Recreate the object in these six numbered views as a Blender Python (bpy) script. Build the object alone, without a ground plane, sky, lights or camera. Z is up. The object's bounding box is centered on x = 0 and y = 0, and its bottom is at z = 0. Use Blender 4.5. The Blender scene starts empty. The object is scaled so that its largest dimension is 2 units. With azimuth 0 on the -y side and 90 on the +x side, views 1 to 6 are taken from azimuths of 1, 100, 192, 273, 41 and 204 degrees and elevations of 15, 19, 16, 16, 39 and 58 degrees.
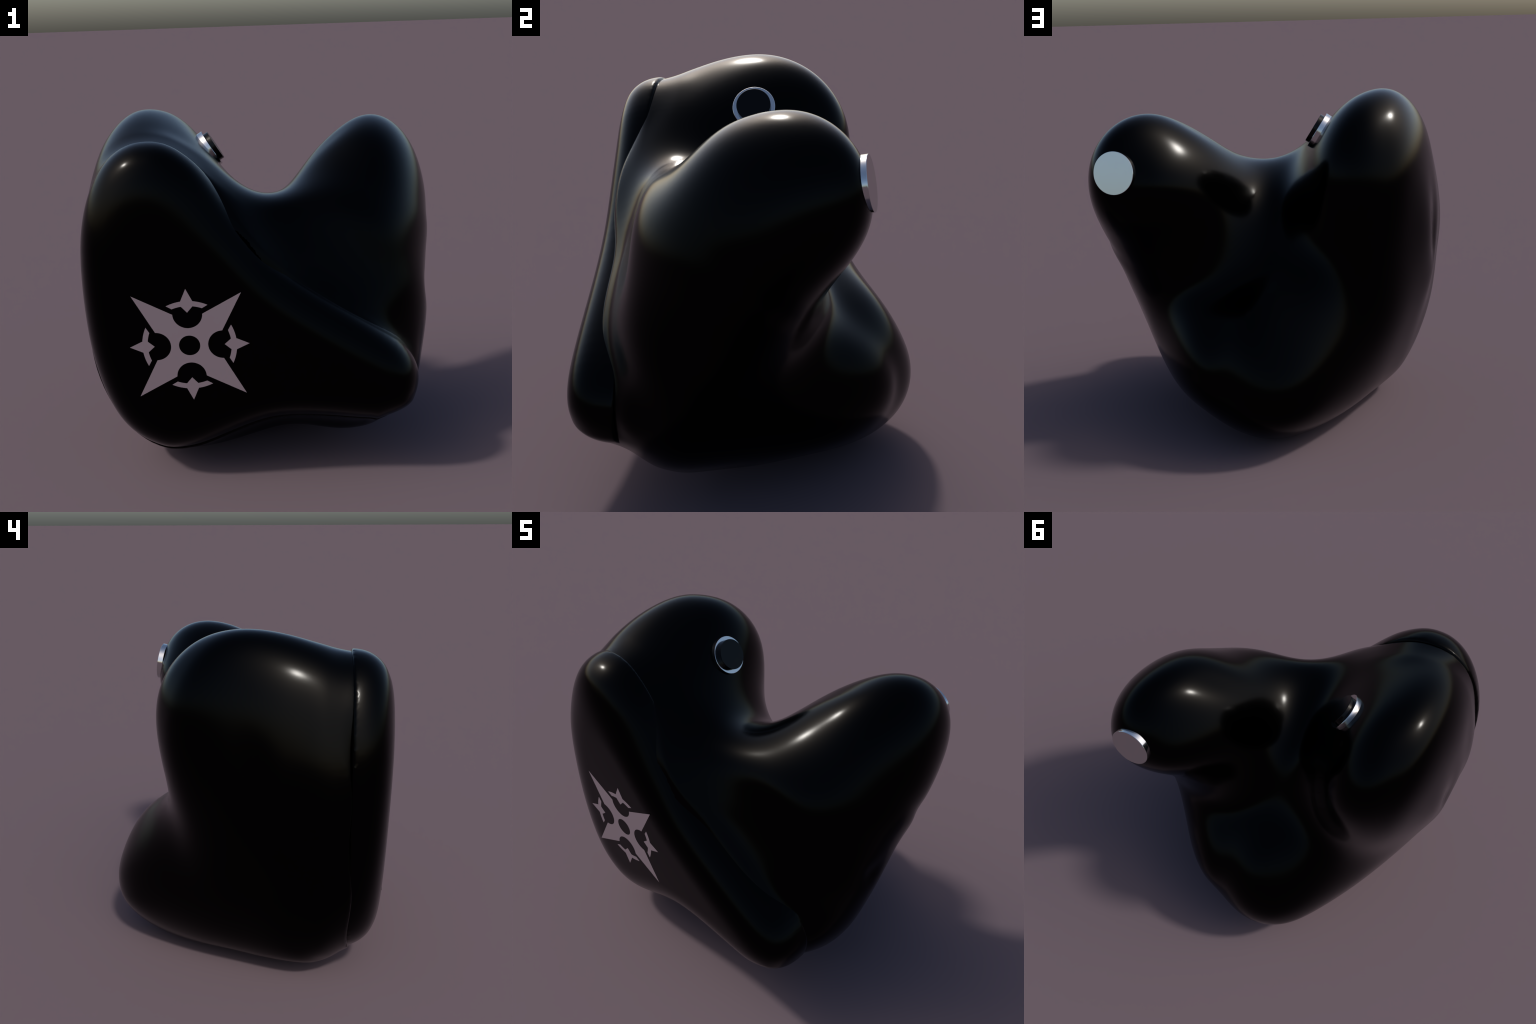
"""A glossy black custom in-ear earpiece: a moulded shell made of softly merged
lobes, a domed faceplate on its outer side with a metal star inlay, a metal
nozzle cap on the ear-canal lobe and a metal cable socket on the helix lobe."""
import bpy, math
import numpy as np
from mathutils import Vector, Matrix

# ------------------------------------------------------------------ sizes
# faceplate rim, control points (x, z) of a closed curve seen from the front
RIM = [
    (-0.834, 1.728),
    (-0.961, 1.363),
    (-0.958, 0.777),
    (-0.846, 0.368),
    (-0.647, 0.173),
    (-0.405, 0.152),
    (0.054, 0.322),
    (0.537, 0.302),
    (0.622, 0.297),
    (0.820, 0.423),
    (0.751, 0.721),
    (0.079, 1.223),
    (-0.340, 1.757),
    (-0.610, 1.870),
]
# front of the faceplate: depth, lean, turn, then how its edge rolls over (in plane, extra at the top and along the diagonal, in depth, power) and its back
FACE_Y, FACE_LEAN, FACE_TURN, FACE_FALL = -0.800, -0.043, -0.011, -0.001
EDGE_IN, EDGE_TOP, EDGE_DIAGONAL, EDGE_DEEP, EDGE_POWER, FACE_BACK = 0.271, 0.099, 0.013, 0.265, 2.383, -0.581
TIP_EXTRA = 0.090
# stem of the shell behind the faceplate
ROOT_INSET, ROOT_FRONT, ROOT_BACK, ROOT_BLEND = 0.022, -0.620, -0.319, 0.045
SWEEP_LENGTH, SWEEP_DEPTH, SWEEP_FRONT = 0.160, 0.337, -0.756
BLEND = 0.141            # softness with which the lobes flow into each other
# lobes of the shell: centre, radii, turn angles
LOBES = {
    "helix lobe": ((-0.572, -0.096, 1.521), (0.301, 0.538, 0.490), (0.197, -0.249, -0.177)),
    "outer flank": ((-0.518, -0.108, 0.685), (0.228, 0.544, 0.584), (0.163, 0.057, -0.455)),
    "belly": ((-0.244, 0.347, 0.473), (0.228, 0.426, 0.429), (0.014, -0.014, -0.725)),
    "heel lobe": ((0.146, 0.144, 0.280), (0.677, 0.309, 0.228), (-0.291, 0.089, -0.980)),
    "canal tip": ((0.704, 0.288, 1.531), (0.229, 0.363, 0.342), (0.407, -0.177, -0.394)),
    "canal": ((0.479, 0.077, 1.388), (0.229, 0.502, 0.230), (0.293, 0.064, -0.223)),
    "tragus side": ((0.561, -0.102, 0.929), (0.363, 0.229, 0.695), (-0.295, -0.034, 0.342)),
    "bridge": ((0.832, -1.377, 0.696), (1.840, 0.242, 0.279), (0.044, -0.308, -0.525)),
    "helix crest": ((-0.379, -0.242, 1.154), (0.255, 0.757, 0.505), (0.781, -0.121, 0.419)),
    "outer ridge": ((0.002, -0.527, 0.383), (1.126, 0.230, 0.437), (-0.225, 0.543, -0.372)),
    "heel side": ((0.536, 0.085, 0.498), (0.227, 0.644, 0.292), (-0.076, -0.025, 0.508)),
    "saddle": ((-0.004, -0.226, 1.148), (0.993, 0.227, 0.356), (0.796, -0.012, 0.447)),
    "front apron": ((-0.105, -0.473, 0.731), (0.956, 0.229, 0.230), (-0.000, -0.150, 0.339)),
}
# gentle swells (+) and dents (-) of the moulded surface: centre, amount
SWELL_WIDTH = 0.200
SWELLS = [
    ((-0.23, 0.33, 0.00), -0.0215),
    ((0.78, 0.31, 1.85), -0.0175),
    ((-0.94, -0.45, 1.57), -0.0054),
    ((0.84, -0.51, 0.58), -0.0784),
    ((-0.91, -0.50, 0.43), -0.0263),
    ((-0.11, 0.27, 1.14), -0.0152),
    ((0.58, 0.40, 0.49), -0.0233),
    ((0.16, -0.61, 1.20), -0.0104),
    ((0.01, -0.53, 0.23), -0.0253),
    ((-0.61, 0.31, 1.85), -0.0287),
    ((-0.89, 0.10, 0.98), 0.0062),
    ((0.99, 0.09, 1.13), -0.0356),
    ((-0.14, 0.76, 0.58), -0.0089),
    ((-0.24, -0.29, 1.71), -0.0269),
    ((0.49, 0.52, 1.28), -0.0230),
    ((0.54, -0.25, 1.59), -0.0239),
    ((0.56, -0.14, 0.13), -0.0461),
    ((-0.71, 0.11, 0.35), -0.0158),
    ((-1.00, -0.47, 1.00), -0.0206),
    ((-0.50, -0.33, 0.06), -0.0205),
    ((-0.61, 0.44, 1.30), -0.0066),
    ((-0.53, 0.43, 0.74), -0.0149),
    ((0.18, 0.64, 0.17), -0.0084),
    ((0.21, 0.16, 1.54), -0.0281),
    ((-0.69, -0.22, 1.96), -0.0333),
    ((0.89, 0.00, 0.61), -0.0547),
    ((-0.91, 0.05, 1.53), -0.0110),
    ((0.19, 0.45, 0.80), 0.0104),
    ((0.07, -0.06, 0.12), -0.0249),
    ((0.94, 0.51, 1.44), -0.0291),
    ((-0.25, 0.15, 1.58), -0.0238),
    ((-0.45, 0.57, 0.32), -0.0062),
    ((0.53, -0.58, 0.27), -0.0591),
    ((0.69, 0.35, 0.91), -0.0069),
    ((0.90, 0.01, 1.54), -0.0260),
    ((0.37, 0.24, 0.11), -0.0413),
    ((0.12, -0.34, 1.52), -0.0086),
    ((-0.89, -0.14, 0.63), -0.0295),
    ((0.45, 0.47, 1.68), -0.0296),
    ((-0.98, -0.18, 1.24), 0.0065),
    ((-0.53, -0.54, 1.86), -0.0053),
    ((0.30, 0.66, 0.52), -0.0188),
    ((-0.45, 0.03, 0.06), -0.0150),
    ((-0.20, 0.55, 0.87), -0.0293),
    ((0.54, 0.05, 1.80), -0.0200),
    ((0.85, -0.25, 0.34), -0.0567),
    ((-0.79, -0.22, 0.25), -0.0237),
    ((0.93, -0.18, 0.92), -0.0338),
    ((0.23, 0.33, 1.13), 0.0070),
    ((-0.19, 0.77, 0.24), -0.0102),
    ((0.68, 0.11, 0.34), -0.0399),
    ((-0.16, -0.60, 1.59), -0.0029),
    ((0.27, -0.33, 0.15), -0.0472),
    ((0.47, -0.45, 1.34), -0.0041),
    ((-0.43, -0.03, 1.89), -0.0354),
    ((-0.19, -0.26, 0.18), -0.0155),
    ((0.64, -0.60, 0.83), -0.0097),
    ((0.74, 0.61, 1.68), -0.0209),
    ((0.88, -0.18, 1.28), -0.0143),
    ((-0.76, 0.34, 1.56), -0.0204),
    ((-0.85, 0.24, 1.26), -0.0101),
    ((-0.44, 0.42, 1.61), -0.0081),
    ((-0.02, -0.04, 1.45), -0.0234),
    ((-0.83, 0.06, 1.83), -0.0146),
    ((0.87, 0.40, 1.16), -0.0217),
    ((0.07, 0.34, 0.06), -0.0098),
    ((-0.72, -0.52, 0.16), -0.0208),
    ((0.41, -0.62, 1.03), -0.0091),
    ((-0.98, -0.19, 0.91), -0.0152),
    ((-0.52, 0.30, 0.16), -0.0164),
    ((-0.36, 0.40, 1.07), -0.0208),
    ((-0.67, 0.36, 1.02), 0.0023),
    ((-0.31, 0.34, 1.36), -0.0255),
    ((-0.26, -0.54, 0.14), -0.0167),
    ((-0.97, -0.41, 0.69), -0.0284),
    ((-0.59, 0.37, 0.46), 0.0025),
    ((0.29, -0.11, 1.62), -0.0250),
    ((-0.94, -0.04, 1.30), 0.0180),
    ((-0.98, -0.08, 0.93), -0.0130),
    ((-0.30, 0.00, 1.72), -0.0080),
    ((-0.84, 0.03, 0.66), 0.0100),
    ((-1.00, -0.34, 1.10), -0.0110),
    ((0.76, 0.20, 0.62), 0.0120),
    ((0.14, 0.45, 0.86), 0.0080),
    ((0.20, 0.00, 1.56), 0.0050),
    ((0.97, 0.28, 1.35), 0.0050),
    ((-0.94, -0.42, 0.58), -0.0060),
    ((0.54, 0.56, 1.36), 0.0040),
    ((0.66, -0.50, 0.95), 0.0100),
    ((0.50, -0.45, 0.28), 0.0150),
    ((-0.80, -0.30, 0.75), 0.0060),
]
STEP = 0.014            # mesh fineness

# ------------------------------------------------------------------ shape rules
def closed_curve(points, per_span=14):
    b = np.array(points)
    a, c, d = np.roll(b, 1, 0), np.roll(b, -1, 0), np.roll(b, -2, 0)
    t = np.linspace(0, 1, per_span, endpoint=False)[:, None, None]
    q = .5 * (2 * b + (c - a) * t + (2 * a - 5 * b + 4 * c - d) * t ** 2 + (3 * b - a - 3 * c + d) * t ** 3)
    return q.transpose(1, 0, 2).reshape(-1, 2)


RIM_CURVE = closed_curve(RIM)


def rim_distance(xz):
    """Signed distance in the x-z plane to the faceplate rim; far inside it turns
    into a soft average so that the doming has no ridge along the middle."""
    best, inside, pull = np.full(len(xz), 1e9), np.zeros(len(xz), bool), np.zeros(len(xz))
    for a, b in zip(RIM_CURVE, np.roll(RIM_CURVE, -1, 0)):
        e, pa = b - a, xz - a
        h = np.clip(pa @ e / (e @ e), 0, 1)
        best = np.minimum(best, ((pa - h[:, None] * e) ** 2).sum(1))
        pull += math.sqrt(e @ e) / (((pa - .5 * e) ** 2).sum(1) + 1e-6) ** 2.5
        cross = (a[1] > xz[:, 1]) != (b[1] > xz[:, 1])
        inside ^= cross & (xz[:, 0] < (b[0] - a[0]) * (xz[:, 1] - a[1]) / (b[1] - a[1] + 1e-12) + a[0])
    d = np.sqrt(best)
    soft = (pull * .75) ** -.25
    t = np.clip((d - .05) / .08, 0, 1)
    t = t * t * (3 - 2 * t)
    return np.where(inside, -(d * (1 - t) + soft * t), d)


def rounded_corner(a, b, radius):
    """Rounded meeting of two half-spaces."""
    a, b = a + radius, b + radius
    return np.minimum(np.maximum(a, b), 0) + np.hypot(np.maximum(a, 0), np.maximum(b, 0)) - radius


def soft_union(parts, k):
    low = np.min(parts, 0)
    return low - k * np.log(sum(np.exp((low - d) / k) for d in parts))


def turn(angles):
    cx, cy, cz = np.cos(angles)
    sx, sy, sz = np.sin(angles)
    return (np.array([[cz, -sz, 0], [sz, cz, 0], [0, 0, 1]]) @ np.array([[cy, 0, sy], [0, 1, 0], [-sy, 0, cy]])
            @ np.array([[1, 0, 0], [0, cx, -sx], [0, sx, cx]]))


def lobe(p, centre, radii, angles):
    d = (p - np.array(centre)) @ turn(np.array(angles))
    r = np.array(radii)
    k0 = np.sqrt(((d / r) ** 2).sum(-1)) + 1e-9
    k1 = np.sqrt(((d / r ** 2) ** 2).sum(-1)) + 1e-9
    return k0 * (k0 - 1) / k1


def face_front(x, z):
    return FACE_Y + FACE_LEAN * (z - .85) + FACE_TURN * (x + .3) + FACE_FALL * np.maximum(x, 0) ** 2


def tip_share(p):
    """1 at the pointed lower tip of the faceplate, where it is thicker, 0 elsewhere."""
    return 1 / (1 + np.exp((.5 - p[:, 0]) / .07))


def faceplate_field(p, rim):
    """Flat front that rolls over to the rim in a superellipse, square back."""
    top = 1 / (1 + np.exp((1.45 - p[:, 2]) / .08))
    diagonal = 1 / (1 + np.exp(-(p[:, 0] * .6 + (p[:, 2] - .9) * .8 - .02) / .06))
    roll = np.maximum(EDGE_IN + EDGE_TOP * top + EDGE_DIAGONAL * (1 - top) * diagonal, .03)
    a = np.maximum((rim + roll) / roll, 1e-4)
    b = np.maximum((face_front(p[:, 0], p[:, 2]) + EDGE_DEEP - p[:, 1]) / EDGE_DEEP, 1e-4)
    n = (a ** EDGE_POWER + b ** EDGE_POWER) ** (1 / EDGE_POWER)
    slope = np.hypot((a / n) ** (EDGE_POWER - 1) / roll, (b / n) ** (EDGE_POWER - 1) / EDGE_DEEP)
    return np.maximum((n - 1) / np.maximum(slope, 1e-3), rounded_corner(rim, p[:, 1] - FACE_BACK - TIP_EXTRA * tip_share(p), .018))


def shell_field(p, rim):
    inset = rim + ROOT_INSET + .022 * tip_share(p)
    stem = np.maximum(rounded_corner(inset, ROOT_FRONT - p[:, 1], .04),
                      rounded_corner(inset, p[:, 1] - ROOT_BACK, .14))
    body = soft_union([lobe(p, *v) for v in LOBES.values()], BLEND)
    for centre, amount in SWELLS:
        body = body - amount * np.exp(-((p - np.array(centre)) ** 2).sum(1) / (2 * SWELL_WIDTH ** 2))
    whole = soft_union([stem, body], ROOT_BLEND)
    # beside the rim the front of the shell falls away from the seam in a concave sweep
    fade = np.exp(-np.clip(rim, 0, 2) / SWEEP_LENGTH)
    diagonal = 1 / (1 + np.exp(-(p[:, 0] * .6 + (p[:, 2] - .9) * .8 - .02) / .06))
    skirt = (ROOT_FRONT + (SWEEP_FRONT - ROOT_FRONT) * diagonal + SWEEP_DEPTH * (1 - fade) - p[:, 1]) / np.hypot(1, SWEEP_DEPTH / SWEEP_LENGTH * fade)
    return -soft_union([-whole, -skirt], .03)


# ------------------------------------------------------------------ meshing
def skin(field, lo, hi, step):
    """Surface-net mesh of the zero level of a field, vertices pulled onto it."""
    axes = [np.arange(l, h + step, step) for l, h in zip(lo, hi)]
    nx, ny, nz = map(len, axes)
    gx, gz = np.meshgrid(axes[0], axes[2], indexing="ij")
    rim = rim_distance(np.stack([gx.ravel(), gz.ravel()], 1)).reshape(nx, nz)
    f = np.empty((nx, ny, nz))
    for j, y in enumerate(axes[1]):
        f[:, j, :] = field(np.stack([gx.ravel(), np.full(gx.size, y), gz.ravel()], 1), rim.ravel()).reshape(nx, nz)
    s = f < 0
    count = np.zeros((nx - 1, ny - 1, nz - 1), int)
    for i in (0, 1):
        for j in (0, 1):
            for k in (0, 1):
                count += s[i:nx - 1 + i, j:ny - 1 + j, k:nz - 1 + k]
    cell = (count > 0) & (count < 8)
    index = np.full(cell.shape, -1)
    index[cell] = np.arange(cell.sum())
    c = np.argwhere(cell)
    total, weight = np.zeros((len(c), 3)), np.zeros((len(c), 1))
    corners = [np.array(q) for q in np.ndindex(2, 2, 2)]
    for a in corners:
        for axis in range(3):
            if a[axis]:
                continue
            b = a.copy()
            b[axis] = 1
            fa, fb = f[tuple((c + a).T)], f[tuple((c + b).T)]
            hit = ((fa < 0) != (fb < 0))[:, None]
            t = (fa / (fa - fb + 1e-15))[:, None]
            total += np.where(hit, c + a + t * (b - a), 0)
            weight += hit
    v = np.array(lo) + total / weight * step
    quads = []
    for axis in range(3):
        u, w = (axis + 1) % 3, (axis + 2) % 3
        n = np.array(s.shape)
        n[axis] -= 1
        g = np.argwhere(s[tuple(slice(0, m) for m in n)] != s[tuple(slice(1, m + 1) if q == axis else slice(0, m) for q, m in enumerate(n))])
        g = g[(g[:, u] > 0) & (g[:, w] > 0)]
        du, dw = np.eye(3, dtype=int)[u], np.eye(3, dtype=int)[w]
        q = np.stack([index[tuple(x.T)] for x in (g - du - dw, g - dw, g, g - du)], 1)
        flip = ~s[tuple(g.T)]
        q[flip] = q[flip][:, ::-1]
        quads.append(q)
    quads = np.vstack(quads)

    def value(p):
        return field(p, rim_distance(p[:, [0, 2]]))

    for _ in range(3):
        # even out the net, then pull it back onto the surface
        acc, num = np.zeros_like(v), np.zeros((len(v), 1))
        for a, b in ((0, 1), (1, 2), (2, 3), (3, 0)):
            np.add.at(acc, quads[:, a], v[quads[:, b]])
            np.add.at(num, quads[:, a], 1)
        v = v + .5 * (acc / np.maximum(num, 1) - v)
        h = 1e-3
        f0 = value(v)
        g = np.stack([value(v + h * e) - f0 for e in np.eye(3)], 1) / h
        v = v - np.clip(f0 / np.maximum((g * g).sum(1), .2), -step, step)[:, None] * g
    return v, quads


def mesh_object(name, verts, faces, material, parent, smooth=True):
    me = bpy.data.meshes.new(name)
    me.from_pydata([tuple(p) for p in verts], [], [tuple(int(i) for i in q) for q in faces])
    me.validate()
    me.polygons.foreach_set("use_smooth", [smooth] * len(me.polygons))
    me.materials.append(material)
    me.update()
    ob = bpy.data.objects.new(name, me)
    bpy.context.collection.objects.link(ob)
    ob.parent = parent
    return ob


# ------------------------------------------------------------------ materials
def material(name, colour, rough, metallic=0.0, grain=0.0):
    m = bpy.data.materials.new(name)
    m.use_nodes = True
    nodes, links = m.node_tree.nodes, m.node_tree.links
    bsdf = nodes["Principled BSDF"]
    bsdf.inputs["Metallic"].default_value = metallic
    bsdf.inputs["Roughness"].default_value = rough
    bsdf.inputs["IOR"].default_value = 1.2
    noise = nodes.new("ShaderNodeTexNoise")
    noise.inputs["Scale"].default_value = 6.0
    coord = nodes.new("ShaderNodeTexCoord")
    links.new(coord.outputs["Object"], noise.inputs["Vector"])
    ramp = nodes.new("ShaderNodeValToRGB")
    for el, k in zip(ramp.color_ramp.elements, (1 - grain, 1 + grain)):
        el.color = (*[min(1, c * k) for c in colour], 1)
    links.new(noise.outputs["Fac"], ramp.inputs["Fac"])
    links.new(ramp.outputs["Color"], bsdf.inputs["Base Color"])
    return m


BLACK = material("glossy_black_lacquer", (.006, .006, .006), .18, 1, .03)
INLAY = material("silver_inlay_metal", (.98, .98, .98), .2, 1, .01)
METAL = material("polished_steel", (.60, .60, .60), .12, 1, .01)
PLUG = material("black_plastic", (.016, .016, .016), .2, 1, .03)

# ------------------------------------------------------------------ the earpiece
root = bpy.data.objects.new("earpiece", None)
bpy.context.collection.objects.link(root)
root["label"] = "glossy black moulded in-ear monitor with silver star inlay"
root["category"] = "earphone"

v, q = skin(shell_field, (-1.2, -.72, -.15), (1.2, 1.0, 2.15), STEP)
mesh_object("shell", v, q, BLACK, root)
v, q = skin(faceplate_field, (-1.2, -1.0, -.05), (1.1, -.3, 2.1), STEP)
plate = mesh_object("faceplate", v, q, BLACK, root)


def lathe(name, profile, centre, axis, mat, parent, n=96):
    """Turned part: profile of (distance along axis, radius), first and last closed."""
    axis = Vector(axis).normalized()
    frame = axis.to_track_quat("Z", "Y").to_matrix()
    verts, faces = [], []
    for h, r in profile:
        for i in range(n):
            t = 2 * math.pi * i / n
            verts.append(frame @ Vector((r * math.cos(t), r * math.sin(t), h)) + Vector(centre))
    for k in range(len(profile) - 1):
        for i in range(n):
            j = (i + 1) % n
            faces.append((k * n + i, k * n + j, (k + 1) * n + j, (k + 1) * n + i))
    faces.append(tuple(range(n))[::-1])
    faces.append(tuple((len(profile) - 1) * n + i for i in range(n)))
    ob = mesh_object(name, verts, faces, mat, parent)
    ob.data.set_sharp_from_angle(angle=math.radians(25))
    return ob


def puck(depth, height, r, bevel=.003):
    return [(-depth, r), (height - bevel, r), (height, r - bevel)]


nozzle = lathe("nozzle_cap", puck(.034, 0, .118, .0015), (.730, .645, 1.597), (.071, .985, .158), METAL, root)
socket = lathe("cable_socket", puck(.07, 0, .110, .0015), (-.283, -.011, 1.750), (.842, .076, .533), METAL, root)
lathe("socket_plug", puck(.03, .026, .0885, .0015), (-.283, -.011, 1.750), (.842, .076, .533), PLUG, socket)


# ------------------------------------------------------------------ star inlay
def on_face(x, z):
    a = math.radians(1.0)
    x, z = x * math.cos(a) - z * math.sin(a), x * math.sin(a) + z * math.cos(a)
    x, z = EMBLEM[0] + x, EMBLEM[1] + z
    return x, z


EMBLEM = (-.3925, .830)


def arc(cx, cz, r, a0, a1, n):
    return [(cx + r * math.cos(math.radians(a0 + (a1 - a0) * i / n)), cz + r * math.sin(math.radians(a0 + (a1 - a0) * i / n))) for i in range(n + 1)]


def quarter_turns(points, k):
    for _ in range(k):
        points = [(z, -x) for x, z in points]
    return points


def inlay(name, loops, proud=.0008, sink=.02):
    """Flat metal piece filled between 2D loops, standing a little proud of the face."""
    cu = bpy.data.curves.new(name, "CURVE")
    cu.dimensions, cu.fill_mode = "2D", "BOTH"
    cu.extrude = (proud + sink) / 2
    for loop in loops:
        sp = cu.splines.new("POLY")
        sp.points.add(len(loop) - 1)
        for p, (x, z) in zip(sp.points, loop):
            p.co = (*on_face(x, z), 0, 1)
        sp.use_cyclic_u = True
    tmp = bpy.data.objects.new(name, cu)
    bpy.context.collection.objects.link(tmp)
    me = bpy.data.meshes.new_from_object(tmp.evaluated_get(bpy.context.evaluated_depsgraph_get()))
    bpy.data.objects.remove(tmp)
    for vert in me.vertices:
        x, z, h = vert.co
        side = -proud if h > 0 else sink
        vert.co = (x, face_front(x, z) + side, z)
    me.polygons.foreach_set("use_smooth", [False] * len(me.polygons))
    me.materials.clear()
    me.materials.append(INLAY)
    me.materials.append(BLACK)
    me.update()
    for face in me.polygons:      # cut walls coloured black to suppress sun glints along the metal edges
        face.material_index = 0 if abs(face.normal.y) > .5 else 1
    ob = bpy.data.objects.new(name, me)
    bpy.context.collection.objects.link(ob)
    ob.parent = plate
    return ob


star = []
for k in range(4):
    star += quarter_turns(arc(0, .1745, .0775, 180, 360, 28) + [(.2835, .2835)], k)
inlay("star_inlay", [star, arc(0, 0, .0555, 0, 360, 48)[:-1]])
for k in range(4):
    half_out, half_in = math.degrees(math.asin(.108 / .247)), math.degrees(math.asin(.078 / .219))
    o, i = math.degrees(math.asin(.0315 / .247)), math.degrees(math.asin(.030 / .219))
    barb = ([(0, .313)] + arc(0, 0, .247, 90 - o, 90 - half_out, 8) + arc(0, 0, .219, 90 - half_in, 90 - i, 6) + [(0, .183)]
            + arc(0, 0, .219, 90 + i, 90 + half_in, 6) + arc(0, 0, .247, 90 + half_out, 90 + o, 8))
    inlay("barb_inlay", [quarter_turns(barb, k)])
